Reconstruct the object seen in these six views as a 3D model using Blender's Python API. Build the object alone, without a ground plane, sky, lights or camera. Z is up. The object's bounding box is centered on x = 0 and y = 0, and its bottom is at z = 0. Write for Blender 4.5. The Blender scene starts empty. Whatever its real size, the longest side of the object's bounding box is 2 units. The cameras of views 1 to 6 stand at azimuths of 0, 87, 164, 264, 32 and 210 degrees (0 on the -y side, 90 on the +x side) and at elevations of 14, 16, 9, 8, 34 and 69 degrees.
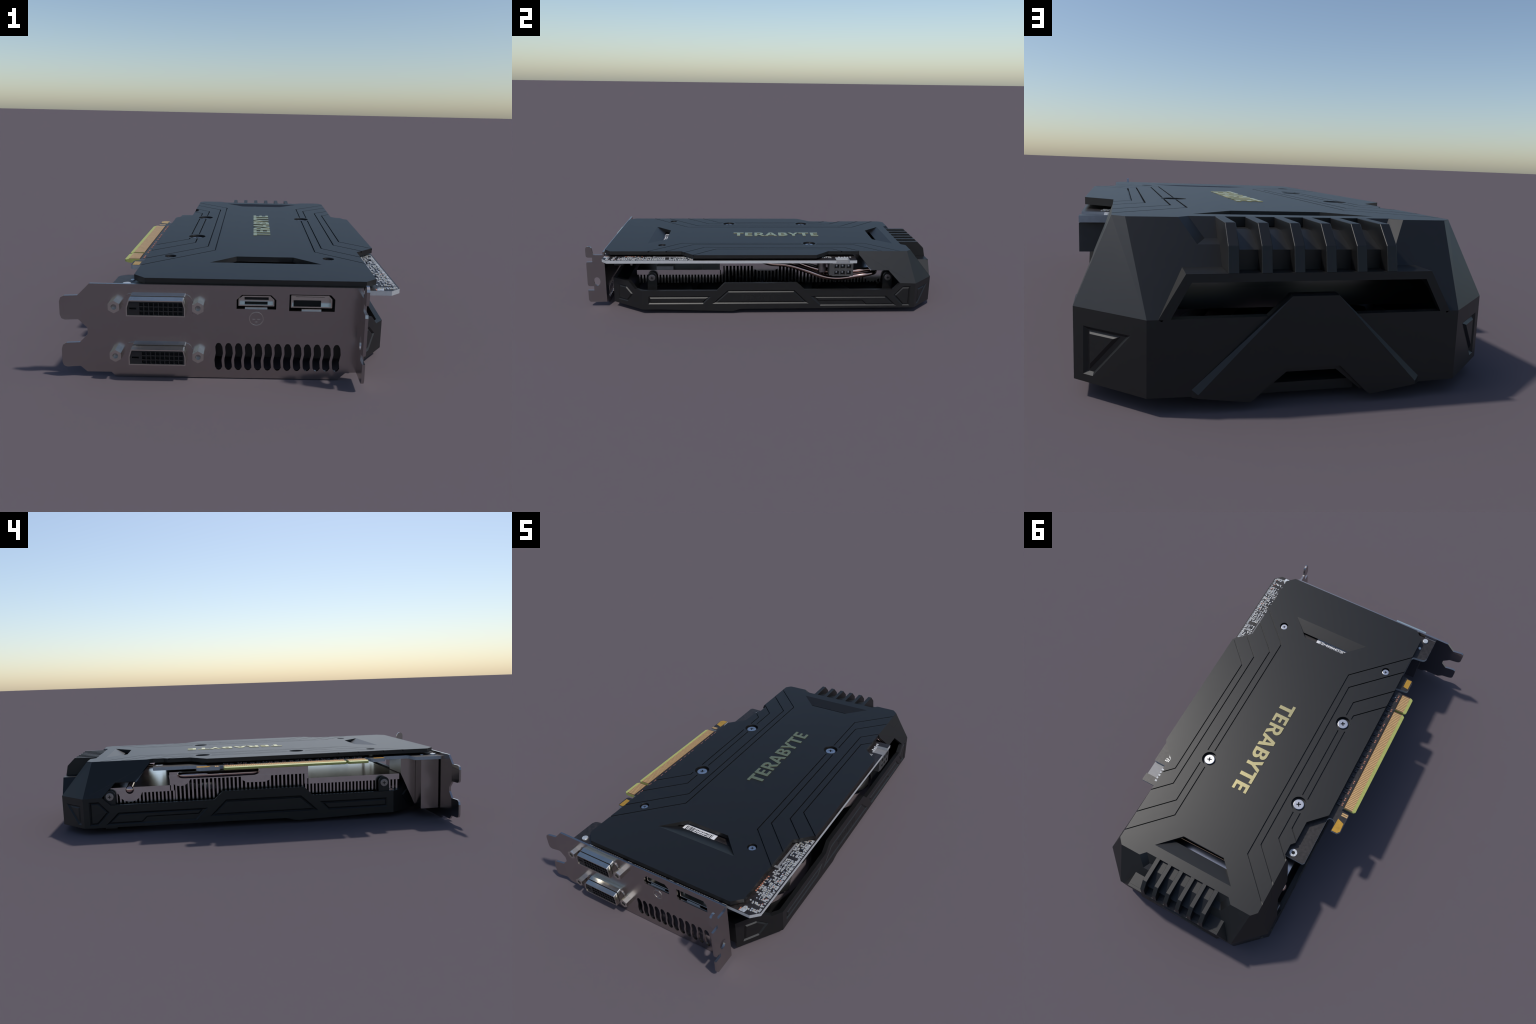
import bpy, bmesh, math, random
from mathutils import Vector, Matrix

random.seed(7)
COL = bpy.context.scene.collection
AX = 0.119            # mirror plane of the cooler shroud (x)
def mir(x): return 2 * AX - x

# ------------------------------------------------------------------ materials
def material(name, base, rough=0.5, metal=0.0, spec=0.5, var=0.0, scale=40.0, bump=0.0, bump_scale=400.0, stretch=(1, 1, 1), rvar=0.0, coat=0.0):
    m = bpy.data.materials.new(name); m.use_nodes = True
    nt = m.node_tree; b = nt.nodes["Principled BSDF"]
    b.inputs["Base Color"].default_value = (*base, 1)
    b.inputs["Roughness"].default_value = rough
    b.inputs["Metallic"].default_value = metal
    b.inputs["Specular IOR Level"].default_value = spec
    b.inputs["Coat Weight"].default_value = coat
    tc = nt.nodes.new("ShaderNodeTexCoord"); mp = nt.nodes.new("ShaderNodeMapping")
    mp.inputs["Scale"].default_value = stretch
    nt.links.new(tc.outputs["Object"], mp.inputs["Vector"])
    nz = nt.nodes.new("ShaderNodeTexNoise"); nz.inputs["Scale"].default_value = scale; nz.inputs["Detail"].default_value = 4
    nt.links.new(mp.outputs["Vector"], nz.inputs["Vector"])
    cr = nt.nodes.new("ShaderNodeValToRGB")
    cr.color_ramp.elements[0].position = 0.3; cr.color_ramp.elements[1].position = 0.7
    cr.color_ramp.elements[0].color = (*[c * (1 - var) for c in base], 1)
    cr.color_ramp.elements[1].color = (*[min(1, c * (1 + var)) for c in base], 1)
    nt.links.new(nz.outputs["Fac"], cr.inputs["Fac"])
    nt.links.new(cr.outputs["Color"], b.inputs["Base Color"])
    if rvar:
        mr = nt.nodes.new("ShaderNodeMapRange")
        mr.inputs["From Min"].default_value = 0.3; mr.inputs["From Max"].default_value = 0.7
        mr.inputs["To Min"].default_value = rough - rvar; mr.inputs["To Max"].default_value = rough + rvar
        nt.links.new(nz.outputs["Fac"], mr.inputs["Value"]); nt.links.new(mr.outputs["Result"], b.inputs["Roughness"])
    if bump:
        n2 = nt.nodes.new("ShaderNodeTexNoise"); n2.inputs["Scale"].default_value = bump_scale; n2.inputs["Detail"].default_value = 2
        nt.links.new(mp.outputs["Vector"], n2.inputs["Vector"])
        bp = nt.nodes.new("ShaderNodeBump"); bp.inputs["Strength"].default_value = bump; bp.inputs["Distance"].default_value = 0.001
        nt.links.new(n2.outputs["Fac"], bp.inputs["Height"]); nt.links.new(bp.outputs["Normal"], b.inputs["Normal"])
    return m

M = dict(
    plastic=material("black_plastic", (0.0060, 0.0060, 0.0063), 0.45, spec=0.52, var=0.08, bump=0.04, bump_scale=900),
    plate=material("backplate_paint", (0.0070, 0.0070, 0.0073), 0.41, spec=0.52, var=0.06, bump=0.04, bump_scale=900),
    matt=material("dark_fan_plastic", (0.008, 0.008, 0.009), 0.55, var=0.1),
    gold_ink=material("pale_gold_print", (0.74, 0.64, 0.32), 0.25, metal=1.0, var=0.05, scale=120),
    dark_ink=material("dark_print", (0.004, 0.004, 0.004), 0.6),
    steel=material("bracket_steel", (0.44, 0.41, 0.40), 0.24, metal=1.0, var=0.015, scale=5),
    shell=material("connector_nickel", (0.72, 0.70, 0.64), 0.24, metal=1.0, var=0.04, scale=40, bump=0.02, bump_scale=500),
    alu=material("heatsink_aluminium", (0.72, 0.70, 0.70), 0.20, metal=1.0, var=0.04, scale=30),
    screw=material("screw_steel", (0.72, 0.72, 0.75), 0.28, metal=1.0, var=0.05),
    dark_steel=material("dark_screw_steel", (0.32, 0.30, 0.30), 0.35, metal=1.0, var=0.1),
    copper=material("heat_pipe_copper", (0.62, 0.44, 0.39), 0.12, metal=1.0, var=0.06),
    pcb=material("circuit_board_mask", (0.020, 0.0165, 0.0165), 0.40, var=0.55, scale=70, bump=0.15, bump_scale=180),
    edge=material("circuit_board_edge", (0.40, 0.41, 0.43), 0.55, var=0.06, scale=90),
    lime=material("board_edge_lime", (0.46, 0.48, 0.13), 0.5, var=0.08, scale=90),
    finger=material("gold_finger", (0.74, 0.46, 0.20), 0.36, metal=0.45, var=0.08, scale=90),
    gap=material("board_between_contacts", (0.16, 0.085, 0.035), 0.5, var=0.1),
    pad=material("gold_pad", (0.75, 0.40, 0.06), 0.30, metal=0.6, var=0.12, scale=50),
    tin=material("solder_tin", (0.62, 0.64, 0.66), 0.38, metal=0.5, var=0.25, scale=160),
    silk=material("white_silkscreen", (0.62, 0.63, 0.64), 0.6, var=0.1, scale=120),
    ceramic=material("tan_ceramic", (0.36, 0.33, 0.26), 0.5, var=0.3, scale=150),
    chip=material("dark_chip", (0.020, 0.024, 0.034), 0.4, var=0.3, scale=120),
    copper_dot=material("copper_via", (0.60, 0.24, 0.15), 0.4, metal=0.3, var=0.1),
    label=material("white_label", (0.80, 0.80, 0.82), 0.45, var=0.03),
    socket=material("power_socket_plastic", (0.050, 0.050, 0.052), 0.5, var=0.1),
    clip=material("power_socket_clip", (0.20, 0.20, 0.21), 0.4, var=0.05),
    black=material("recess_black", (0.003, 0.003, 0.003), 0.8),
    insul=material("connector_insulator", (0.012, 0.012, 0.013), 0.45, var=0.05),
)

# ------------------------------------------------------------------ helpers
ROOT = bpy.data.objects.new("graphics_card", None)
COL.objects.link(ROOT)
ROOT["label"] = "black dual-slot graphics card lying fan side down"
ROOT["category"] = "computer part"

def mesh(name, verts, faces, mats=("plastic",), fidx=None):
    me = bpy.data.meshes.new(name)
    me.from_pydata([tuple(v) for v in verts], [], faces)
    for k in mats: me.materials.append(M[k])
    if fidx: me.polygons.foreach_set("material_index", fidx)
    me.update()
    return me

def obj(name, me, parent=ROOT, kind=None):
    o = bpy.data.objects.new(name, me); COL.objects.link(o)
    if parent: o.parent = parent
    if kind: o["kind"] = kind
    return o

def geo():  return [[], []]
def add(g, verts, faces):
    o = len(g[0]); g[0].extend([Vector(v) for v in verts]); g[1].extend([tuple(i + o for i in f) for f in faces])

def prism(g, bottom, top):
    """closed solid between two matching 3D outlines"""
    n = len(bottom)
    f = [tuple(range(n - 1, -1, -1)), tuple(range(n, 2 * n))]
    f += [(i, (i + 1) % n, n + (i + 1) % n, n + i) for i in range(n)]
    add(g, list(bottom) + list(top), f)

def zprism(g, poly, z0, z1): prism(g, [(x, y, z0) for x, y in poly], [(x, y, z1) for x, y in poly])
def yprism(g, poly, y0, y1): prism(g, [(x, y0, z) for x, z in poly], [(x, y1, z) for x, z in poly])
def xprism(g, poly, x0, x1): prism(g, [(x0, y, z) for y, z in poly], [(x1, y, z) for y, z in poly])
def box(g, x0, x1, y0, y1, z0, z1): zprism(g, [(x0, y0), (x1, y0), (x1, y1), (x0, y1)], z0, z1)
def circle(cx, cy, r, n=32, a0=0.0): return [(cx + r * math.cos(a0 + 2 * math.pi * i / n), cy + r * math.sin(a0 + 2 * math.pi * i / n)) for i in range(n)]

def clean(me):
    bm = bmesh.new(); bm.from_mesh(me)
    bmesh.ops.recalc_face_normals(bm, faces=bm.faces)
    bm.to_mesh(me); bm.free(); me.update()
    return me

def build(name, g, mat="plastic", parent=ROOT, kind=None, recalc=True):
    me = mesh(name, g[0], g[1], (mat,))
    if recalc: clean(me)
    return obj(name, me, parent, kind)

def facet(g, poly, outward, t):
    """flat wall: visible outline poly, thickness t away from the outward side"""
    p = [Vector(v) for v in poly]; n = Vector((0, 0, 0))
    for i in range(len(p)): n += p[i].cross(p[(i + 1) % len(p)])
    n.normalize()
    if n.dot(Vector(outward)) < 0: n = -n
    prism(g, p, [v - n * t for v in p])

def baked(o):
    dg = bpy.context.evaluated_depsgraph_get()
    me = bpy.data.meshes.new_from_object(o.evaluated_get(dg))
    return me

def cut(o, g, op='DIFFERENCE', self_=True):
    c = build("cutter", g, "plastic", None)
    md = o.modifiers.new("cut", 'BOOLEAN'); md.operation = op; md.solver = 'EXACT'; md.use_self = self_; md.object = c
    bpy.context.view_layer.update()
    me = baked(o); o.modifiers.clear(); old = o.data; o.data = me
    bpy.data.meshes.remove(old); cm = c.data; bpy.data.objects.remove(c); bpy.data.meshes.remove(cm)
    return o

def sheet(name, loops, depth, frame, mat, parent=ROOT, bevel=0.0):
    """flat sheet with holes: loops of 2D points, extruded by depth, placed by a 4x4 frame"""
    cu = bpy.data.curves.new(name, 'CURVE'); cu.dimensions = '2D'; cu.fill_mode = 'BOTH'
    cu.extrude = depth / 2 - bevel; cu.bevel_depth = bevel; cu.bevel_resolution = 1
    if bevel: cu.offset = -bevel
    for lp in loops:
        s = cu.splines.new('POLY'); s.points.add(len(lp) - 1); s.use_cyclic_u = True
        for pt, (x, y) in zip(s.points, lp): pt.co = (x, y, 0, 1)
    t = bpy.data.objects.new(name, cu); COL.objects.link(t)
    bpy.context.view_layer.update()
    me = baked(t); bpy.data.objects.remove(t); bpy.data.curves.remove(cu)
    me.transform(frame); me.materials.clear(); me.materials.append(M[mat])
    me.name = name
    bm = bmesh.new(); bm.from_mesh(me); bmesh.ops.remove_doubles(bm, verts=bm.verts, dist=1e-5)
    bmesh.ops.recalc_face_normals(bm, faces=bm.faces); bm.to_mesh(me); bm.free()
    me.shade_flat()
    return obj(name, me, parent)

def frame(o, u, v):
    u, v = Vector(u), Vector(v); w = u.cross(v)
    m = Matrix(((u.x, v.x, w.x, o[0]), (u.y, v.y, w.y, o[1]), (u.z, v.z, w.z, o[2]), (0, 0, 0, 1)))
    return m
F_XZ = lambda y: frame((0, y, 0), (1, 0, 0), (0, 0, 1))      # local (x,z), extrude along y
F_XY = lambda z: frame((0, 0, z), (1, 0, 0), (0, 1, 0))

def ribbon(pts, w):
    """outline of a mitred stroke of width w along an open polyline"""
    L, R = [], []
    for i, p in enumerate(pts):
        p = Vector(p)
        d0 = (p - Vector(pts[i - 1])).normalized() if i else None
        d1 = (Vector(pts[i + 1]) - p).normalized() if i < len(pts) - 1 else None
        if d0 is None: d0 = d1
        if d1 is None: d1 = d0
        n0 = Vector((-d0.y, d0.x)); n1 = Vector((-d1.y, d1.x)); n = (n0 + n1).normalized()
        k = w / 2 / max(0.3, n.dot(n0))
        L.append(tuple(p + n * k)); R.append(tuple(p - n * k))
    return L + R[::-1]

def inset(poly, d):
    """parallel inset of a closed outline (positive d shrinks)"""
    a = sum(poly[i][0] * poly[(i + 1) % len(poly)][1] - poly[(i + 1) % len(poly)][0] * poly[i][1] for i in range(len(poly)))
    s = 1 if a > 0 else -1; out = []
    for i, p in enumerate(poly):
        p = Vector(p); a_ = Vector(poly[i - 1]); b_ = Vector(poly[(i + 1) % len(poly)])
        d0 = (p - a_).normalized(); d1 = (b_ - p).normalized()
        n0 = Vector((-d0.y, d0.x)) * s; n1 = Vector((-d1.y, d1.x)) * s
        n = (n0 + n1).normalized(); out.append(tuple(p + n * (d / max(0.35, n.dot(n0)))))
    return out

def tube(name, pts, r, mat, parent=ROOT, res=5, caps=True, handles='AUTO'):
    cu = bpy.data.curves.new(name, 'CURVE'); cu.dimensions = '3D'; cu.bevel_depth = r; cu.bevel_resolution = res
    cu.use_fill_caps = caps; cu.resolution_u = 10
    s = cu.splines.new('BEZIER'); s.bezier_points.add(len(pts) - 1)
    for b, p in zip(s.bezier_points, pts):
        b.co = p; b.handle_left_type = b.handle_right_type = handles
    t = bpy.data.objects.new(name, cu); COL.objects.link(t); bpy.context.view_layer.update()
    me = baked(t); bpy.data.objects.remove(t); bpy.data.curves.remove(cu)
    me.materials.clear(); me.materials.append(M[mat]); me.name = name
    me.shade_smooth()
    return obj(name, me, parent)

def bevel_edges(o, w, seg=1, angle=35):
    md = o.modifiers.new("bevel", 'BEVEL'); md.width = w; md.segments = seg; md.limit_method = 'ANGLE'; md.angle_limit = math.radians(angle)
    bpy.context.view_layer.update()
    me = baked(o); o.modifiers.clear(); old = o.data; o.data = me; bpy.data.meshes.remove(old)

# ------------------------------------------------------------------ backplate
ZT, ZB = 0.346, 0.326
plate_outline = [(-0.288, -0.887), (0.452, -0.887), (0.491, -0.849), (0.491, -0.456), (0.568, -0.380), (0.568, 0.297),
    (0.491, 0.373), (0.491, 0.823), (0.465, 0.850), (0.364, 0.850), (0.341, 0.825), (-0.102, 0.825), (-0.126, 0.850),
    (-0.228, 0.850), (-0.253, 0.824), (-0.253, 0.552), (-0.235, 0.530), (-0.235, 0.477), (-0.252, 0.458), (-0.252, 0.345),
    (-0.331, 0.265), (-0.331, -0.845)]
g = geo(); zprism(g, plate_outline, ZB, ZT)
backplate = build("backplate", g, "plate")

big_screws = [(0.323, 0.282), (-0.177, -0.203), (-0.177, 0.282)]
small_screws = [(-0.244, -0.578), (0.361, -0.579)]

# circuit-like grooves: (line x, front corner y, rear corner y, sideways run)
groove_x = [0.320, 0.3535, 0.4125, 0.4455]
front_y = [-0.468, -0.402, -0.333, -0.264]
rear_y = [0.6095, 0.542, 0.476, 0.4045]
def split_by_screws(x, y0, y1, r=0.048):
    spans = [(y0, y1)]
    for sx, sy in big_screws:
        if abs(sx - x) < r:
            h = math.sqrt(r * r - (sx - x) ** 2); new = []
            for a, b in spans:
                if a < sy - h and b > sy + h: new += [(a, sy - h), (sy + h, b)]
                else: new.append((a, b))
            spans = new
    return spans
g = geo(); GW = 0.0050; GD = 0.0075
for side in (1, -1):
    for x, fy, ry in zip(groove_x, front_y, rear_y):
        X = x if side > 0 else 0.24 - x
        run = 0.26
        f_end = (X + side * run, fy - run); r_end = (X + side * run, ry + run)
        sp = split_by_screws(X, fy, ry)
        for i, (a, b) in enumerate(sp):
            pts = [(X, a), (X, b)]
            if i == 0: pts = [f_end] + pts
            if i == len(sp) - 1: pts = pts + [r_end]
            zprism(g, ribbon(pts, GW), ZT - GD, ZT + 0.02)
for sx, sy in big_screws: zprism(g, circle(sx, sy, 0.0365, 40), ZB + 0.004, ZT + 0.03)
for sx, sy in small_screws: zprism(g, circle(sx, sy, 0.0220, 32), ZB + 0.004, ZT + 0.03)
# two wedge shaped vents
def wedge(ya, yb):
    zt = ZT + 0.012; zd = ZT - 0.032
    k = 0.012 / 0.032
    x0, x1, x2, x3 = 0.326, -0.087, 0.009, 0.2275
    top = [(x0, ya, ZT), (x1, ya, ZT), (x2, yb, ZT), (x3, yb, ZT)]
    v = top + [(x2, yb, zd), (x3, yb, zd)] + [(p[0], p[1], zt) for p in top]
    f = [(0, 1, 4, 5), (1, 2, 4), (0, 5, 3), (3, 5, 4, 2), (6, 7, 8, 9), (0, 6, 7, 1), (1, 7, 8, 2), (2, 8, 9, 3), (3, 9, 6, 0)]
    add(g, v, f)
wedge(-0.666, -0.567); wedge(0.778, 0.679)
cut(backplate, g)

# ------------------------------------------------------------------ lettering (strokes in millimetres, cap height 77)
def arc(cx, cy, rx, ry, a0, a1, n=10):
    return [(cx + rx * math.cos(math.radians(a0 + (a1 - a0) * i / n)), cy + ry * math.sin(math.radians(a0 + (a1 - a0) * i / n))) for i in range(n + 1)]
LET = {
 'T': [[(22, 0), (41, 0), (41, 62), (63, 62), (63, 77), (0, 77), (0, 62), (22, 62)]],
 'E': [[(0, 0), (46, 0), (46, 14), (18, 14), (18, 33), (43, 33), (43, 46), (18, 46), (18, 63), (46, 63), (46, 77), (0, 77)]],
 'R': [[(0, 0), (17, 0), (17, 29), (24, 29), (42, 0), (64, 0), (42, 33)] + arc(28, 54, 27, 23, -48, 90) + [(0, 77)],
       [(17, 42), (25, 42)] + arc(26, 52.5, 12, 10.5, -85, 85) + [(17, 63)]],
 'A': [[(0, 0), (19, 0), (24.5, 17), (50.5, 17), (56, 0), (75, 0), (47.5, 77), (27, 77)], [(28.5, 30), (37.3, 60), (46.5, 30)]],
 'B': [[(0, 0)] + arc(31, 22, 27, 22, -90, 55) + [(40, 41)] + arc(31, 58, 24, 19, -40, 90) + [(0, 77)],
       [(18, 14)] + arc(28, 23.5, 12, 9.5, -90, 90) + [(18, 33)], [(18, 46)] + arc(27, 54.5, 10, 8.5, -90, 90) + [(18, 63)]],
 'Y': [[(24.5, 0), (42.5, 0), (42.5, 30), (67, 77), (48, 77), (33.5, 46), (19.5, 77), (0, 77), (24.5, 30)]],
}
word = [('T', -0.168), ('E', -0.0965), ('R', -0.0375), ('A', 0.027), ('B', 0.1115), ('Y', 0.172), ('T', 0.240), ('E', 0.313)]
for ch, y in word:
    loops = [[(a / 1000, b / 1000) for a, b in lp] for lp in LET[ch]]
    sheet("letter", loops, 0.003, frame((0.1505, y, ZT + 0.0010), (0, 1, 0), (-1, 0, 0)), "gold_ink", backplate)

# ------------------------------------------------------------------ screws
def screw_mesh(name, r, h, mat):
    g = geo(); zprism(g, circle(0, 0, r, 32), -h, 0)
    o = build(name, g, mat, None); bevel_edges(o, r * 0.10, 2)
    g = geo(); w = r * 0.11; l = r * 0.42
    zprism(g, [(-l, -w), (-w, -w), (-w, -l), (w, -l), (w, -w), (l, -w), (l, w), (w, w), (w, l), (-w, l), (-w, w), (-l, w)], -r * 0.35, 0.02)
    cut(o, g); me = o.data; bpy.data.objects.remove(o); me.name = name
    # faces inside the cross are coloured black, darkening the recess
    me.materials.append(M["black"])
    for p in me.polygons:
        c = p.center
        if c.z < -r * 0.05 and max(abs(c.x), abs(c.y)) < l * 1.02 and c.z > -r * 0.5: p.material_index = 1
    return me
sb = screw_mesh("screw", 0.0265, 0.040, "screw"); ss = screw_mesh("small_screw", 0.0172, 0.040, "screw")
def place(name, me, loc, rot=None, parent=ROOT):
    o = obj(name, me, parent); o.location = loc
    if rot: o.rotation_euler = rot
    return o
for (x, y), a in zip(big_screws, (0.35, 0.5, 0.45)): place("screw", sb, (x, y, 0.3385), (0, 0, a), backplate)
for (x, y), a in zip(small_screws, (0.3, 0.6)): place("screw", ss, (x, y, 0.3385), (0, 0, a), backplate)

# ------------------------------------------------------------------ circuit board
PT, PB = 0.315, 0.299
pcb_outline = [(-0.402, -0.887), (0.538, -0.887), (0.571, -0.856), (0.571, 0.409), (0.511, 0.409), (0.511, 0.484), (0.571, 0.484), (0.571, 0.524), (-0.323, 0.527), (-0.331, 0.519),
    (-0.331, 0.275), (-0.338, 0.266), (-0.352, 0.264), (-0.366, 0.272), (-0.370, 0.285), (-0.370, 0.319), (-0.402, 0.319), (-0.413, 0.305),
    (-0.413, 0.213), (-0.408, 0.207), (-0.372, 0.205), (-0.372, 0.193), (-0.376, 0.190), (-0.376, -0.402), (-0.368, -0.404), (-0.368, -0.411),
    (-0.376, -0.413), (-0.376, -0.511), (-0.345, -0.516), (-0.331, -0.522), (-0.331, -0.530), (-0.386, -0.537), (-0.392, -0.545), (-0.392, -0.600),
    (-0.385, -0.608), (-0.345, -0.612), (-0.331, -0.620), (-0.331, -0.738), (-0.338, -0.746), (-0.385, -0.752), (-0.396, -0.758), (-0.402, -0.770)]
g = geo(); zprism(g, pcb_outline, PB, PT)
pcb = build("circuit_board", g, "pcb")
pcb.data.materials.append(M["edge"])
for p in pcb.data.polygons:
    if abs(p.normal.z) < 0.5: p.material_index = 1
# plated edge connector with chamfered lip
prof = [(-0.374, PT), (-0.419, PT), (-0.4355, 0.3115), (-0.4355, 0.3025), (-0.419, PB), (-0.374, PB)]
g = geo()
for a, b in ((-0.511, -0.413), (-0.402, 0.190)):
    c = 0.007
    outl = []
    yprism(g, prof, a + c, b - c)
    for y0, y1 in ((a, a + c), (b, b - c)):
        prism(g, [(x if x > -0.43 else x + c, y0, z) for x, z in prof], [(x, y1, z) for x, z in prof])
conn = build("edge_connector", g, "lime", pcb)
conn.data.materials.append(M["gap"])
for p in conn.data.polygons:
    if abs(p.normal.z) > 0.995: p.material_index = 1
g = geo()
def fingers(a, b, pitch, x0=-0.4195, x1=-0.378):
    n = int((b - a) / pitch); s = (b - a - n * pitch) / 2
    for i in range(n):
        y = a + s + (i + 0.5) * pitch
        box(g, x0, x1, y - pitch * 0.36, y + pitch * 0.36, PT - 0.001, PT + 0.0006)
        box(g, x0, x1, y - pitch * 0.36, y + pitch * 0.36, PB - 0.0006, PB + 0.001)
fingers(-0.509, -0.415, 0.0087); fingers(-0.400, 0.188, 0.0087)
fingers(0.212, 0.232, 0.0095, -0.412, -0.381)
build("contact_finger_row", g, "finger", conn, "stuff")
g = geo(); zprism(g, [(-0.375, 0.250), (-0.409, 0.262), (-0.411, 0.304), (-0.400, 0.3175), (-0.372, 0.3175)], PT - 0.001, PT + 0.0006)
zprism(g, [(-0.360, -0.605), (-0.386, -0.605), (-0.386, -0.552), (-0.360, -0.556)], PT - 0.001, PT + 0.0006)
build("gold_pad", g, "pad", pcb)

# tiny surface parts, silkscreen and vias
parts = {k: geo() for k in ("tin", "silk", "ceramic", "chip", "copper_dot")}
def chip_cap(x, y, lx, ly, h):
    """a ceramic body with two tinned ends"""
    e = 0.28
    if lx > ly:
        box(parts["tin"], x - lx / 2, x - lx * (0.5 - e), y - ly / 2, y + ly / 2, PT - 0.001, PT + h)
        box(parts["tin"], x + lx * (0.5 - e), x + lx / 2, y - ly / 2, y + ly / 2, PT - 0.001, PT + h)
        box(parts["ceramic"], x - lx * (0.5 - e), x + lx * (0.5 - e), y - ly * .46, y + ly * .46, PT - 0.001, PT + h * 0.93)
    else:
        box(parts["tin"], x - lx / 2, x + lx / 2, y - ly / 2, y - ly * (0.5 - e), PT - 0.001, PT + h)
        box(parts["tin"], x - lx / 2, x + lx / 2, y + ly * (0.5 - e), y + ly / 2, PT - 0.001, PT + h)
        box(parts["ceramic"], x - lx * .46, x + lx * .46, y - ly * (0.5 - e), y + ly * (0.5 - e), PT - 0.001, PT + h * 0.93)
def dot(k, x, y, r, h=0.0008): zprism(parts[k], circle(x, y, r, 10), PT - 0.001, PT + h)
rnd = random.Random(11)
y = -0.862
while y < -0.375:
    # component clusters march along the strip, outer silkscreen comb next to the edge
    step = rnd.choice((0.030, 0.036, 0.042)); lim = 0.558
    dense = rnd.random() < 0.8
    for i in range(4 if dense else 2):
        for j in range(5):
            x = 0.503 + j * 0.0128 + rnd.uniform(-.002, .002); yy = y + i * step / 4 + rnd.uniform(-.0015, .0015)
            if yy > -0.385 or rnd.random() < 0.10: continue
            if x < 0.505 and rnd.random() < 0.55: continue
            r = rnd.random()
            if r < 0.52: chip_cap(x, yy, *rnd.choice(((0.011, 0.006), (0.006, 0.0085), (0.0115, 0.0075))), rnd.uniform(.002, .004))
            elif r < 0.66: dot("tin", x, yy, 0.0030, 0.0018)
            elif r < 0.86:
                for k in range(3): box(parts["silk"], x - .005, x + .005, yy - .0036 + k * .003, yy - .0022 + k * .003, PT - .001, PT + .0006)
            elif r < 0.93: box(parts["chip"], x - .005, x + .005, yy - .004, yy + .004, PT - .001, PT + .004)
            else: dot("tin", x, yy, 0.0038, 0.0018)
    if rnd.random() < 0.45:
        dot("copper_dot", 0.545, y + .004, .0030); dot("copper_dot", 0.553, y + .012, .0030)
    y += step
yy = -0.855
while yy < -0.385:
    if rnd.random() < 0.8: box(parts["silk"], 0.556, 0.5655, yy, yy + 0.0018, PT - .001, PT + .0006)
    yy += 0.0040
for i in range(9): dot("copper_dot", 0.493 + i * 0.0006, -0.763 + i * 0.0113, 0.0040, 0.001)
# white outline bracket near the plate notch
g = geo(); zprism(g, [(0.498, -0.440), (0.507, -0.436), (0.507, -0.597), (0.512, -0.600), (0.507, -0.612), (0.487, -0.612), (0.487, -0.600), (0.498, -0.600)], PT - .001, PT + .0007); build("board_outline_mark", g, "clip", pcb)
zprism(parts["tin"], [(0.488, -0.884), (0.512, -0.884), (0.516, -0.862), (0.506, -0.850), (0.497, -0.854)], PT - .001, PT + .0009)
for a in ((0.486, -0.884, 0.490, -0.866), ): box(parts["copper_dot"], a[0], a[2], a[1], a[3], PT - .001, PT + .0008)
# parts between the board edge and the backplate on the slot side
yy = -0.500
while yy < 0.195:
    w = rnd.choice((0.018, 0.022, 0.026))
    for k in range(3): box(parts["chip"], -0.352 + rnd.uniform(0, .003), -0.336, yy + k * w / 3, yy + k * w / 3 + w * .26, PT - .001, PT + rnd.uniform(.004, .007))
    if rnd.random() < .85:
        dot("copper_dot", -0.362, yy + .006, .0032, .0012); dot("copper_dot", -0.362, yy + .016, .0032, .0012)
    yy += w + rnd.choice((.006, .010, .016))
for i in range(4): box(parts["tin"], -0.352, -0.344, -0.498 + i * .006, -0.4945 + i * .006, PT - .001, PT + .0015)
# near the power socket and the rear mounting hole
for i in range(5): box(parts["silk"], 0.501 + (i % 2) * .004, 0.513, 0.428 + i * .016, 0.437 + i * .016, PT - .001, PT + .0007)
for i in range(14): chip_cap(0.50 + rnd.uniform(0, .02), 0.335 + rnd.uniform(0, .05), .010, .006, .002)
for k, gg in parts.items(): build({"tin": "solder_joint", "silk": "silkscreen_mark", "ceramic": "chip_capacitor", "chip": "driver_chip", "copper_dot": "copper_via"}[k], gg, k, pcb, "stuff")
ring = [circle(-0.262, 0.499, 0.018, 24), circle(-0.262, 0.499, 0.0085, 24)]
sheet("mounting_ring", ring, 0.002, F_XY(PT + 0.0005), "tin", pcb)
g = geo(); zprism(g, circle(-0.262, 0.499, 0.0085, 20), PT - .001, PT + .0006); build("mounting_hole", g, "black", pcb)
g = geo(); zprism(g, circle(-0.352, -0.866, 0.014, 20), PT - .001, PT + .006); zprism(g, circle(-0.342, -0.812, 0.008, 16), PT - .001, PT + .003)
o = build("solder_blob", g, "tin", pcb); bevel_edges(o, 0.004, 3)
# rear side solder rows of the video sockets just behind the bracket
g = geo()
for k in range(60):
    xx = -0.30 + k * 0.0125
    if 0.02 < (xx + 0.30) % 0.24 < 0.19: box(g, xx, xx + .006, -0.8925, -0.888, PT - .001, PT + .004)
    elif k % 3 == 0: box(g, xx, xx + .022, -0.8925, -0.888, PT - .001, PT + .004)
build("solder_row", g, "tin", pcb, "stuff")
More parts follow.
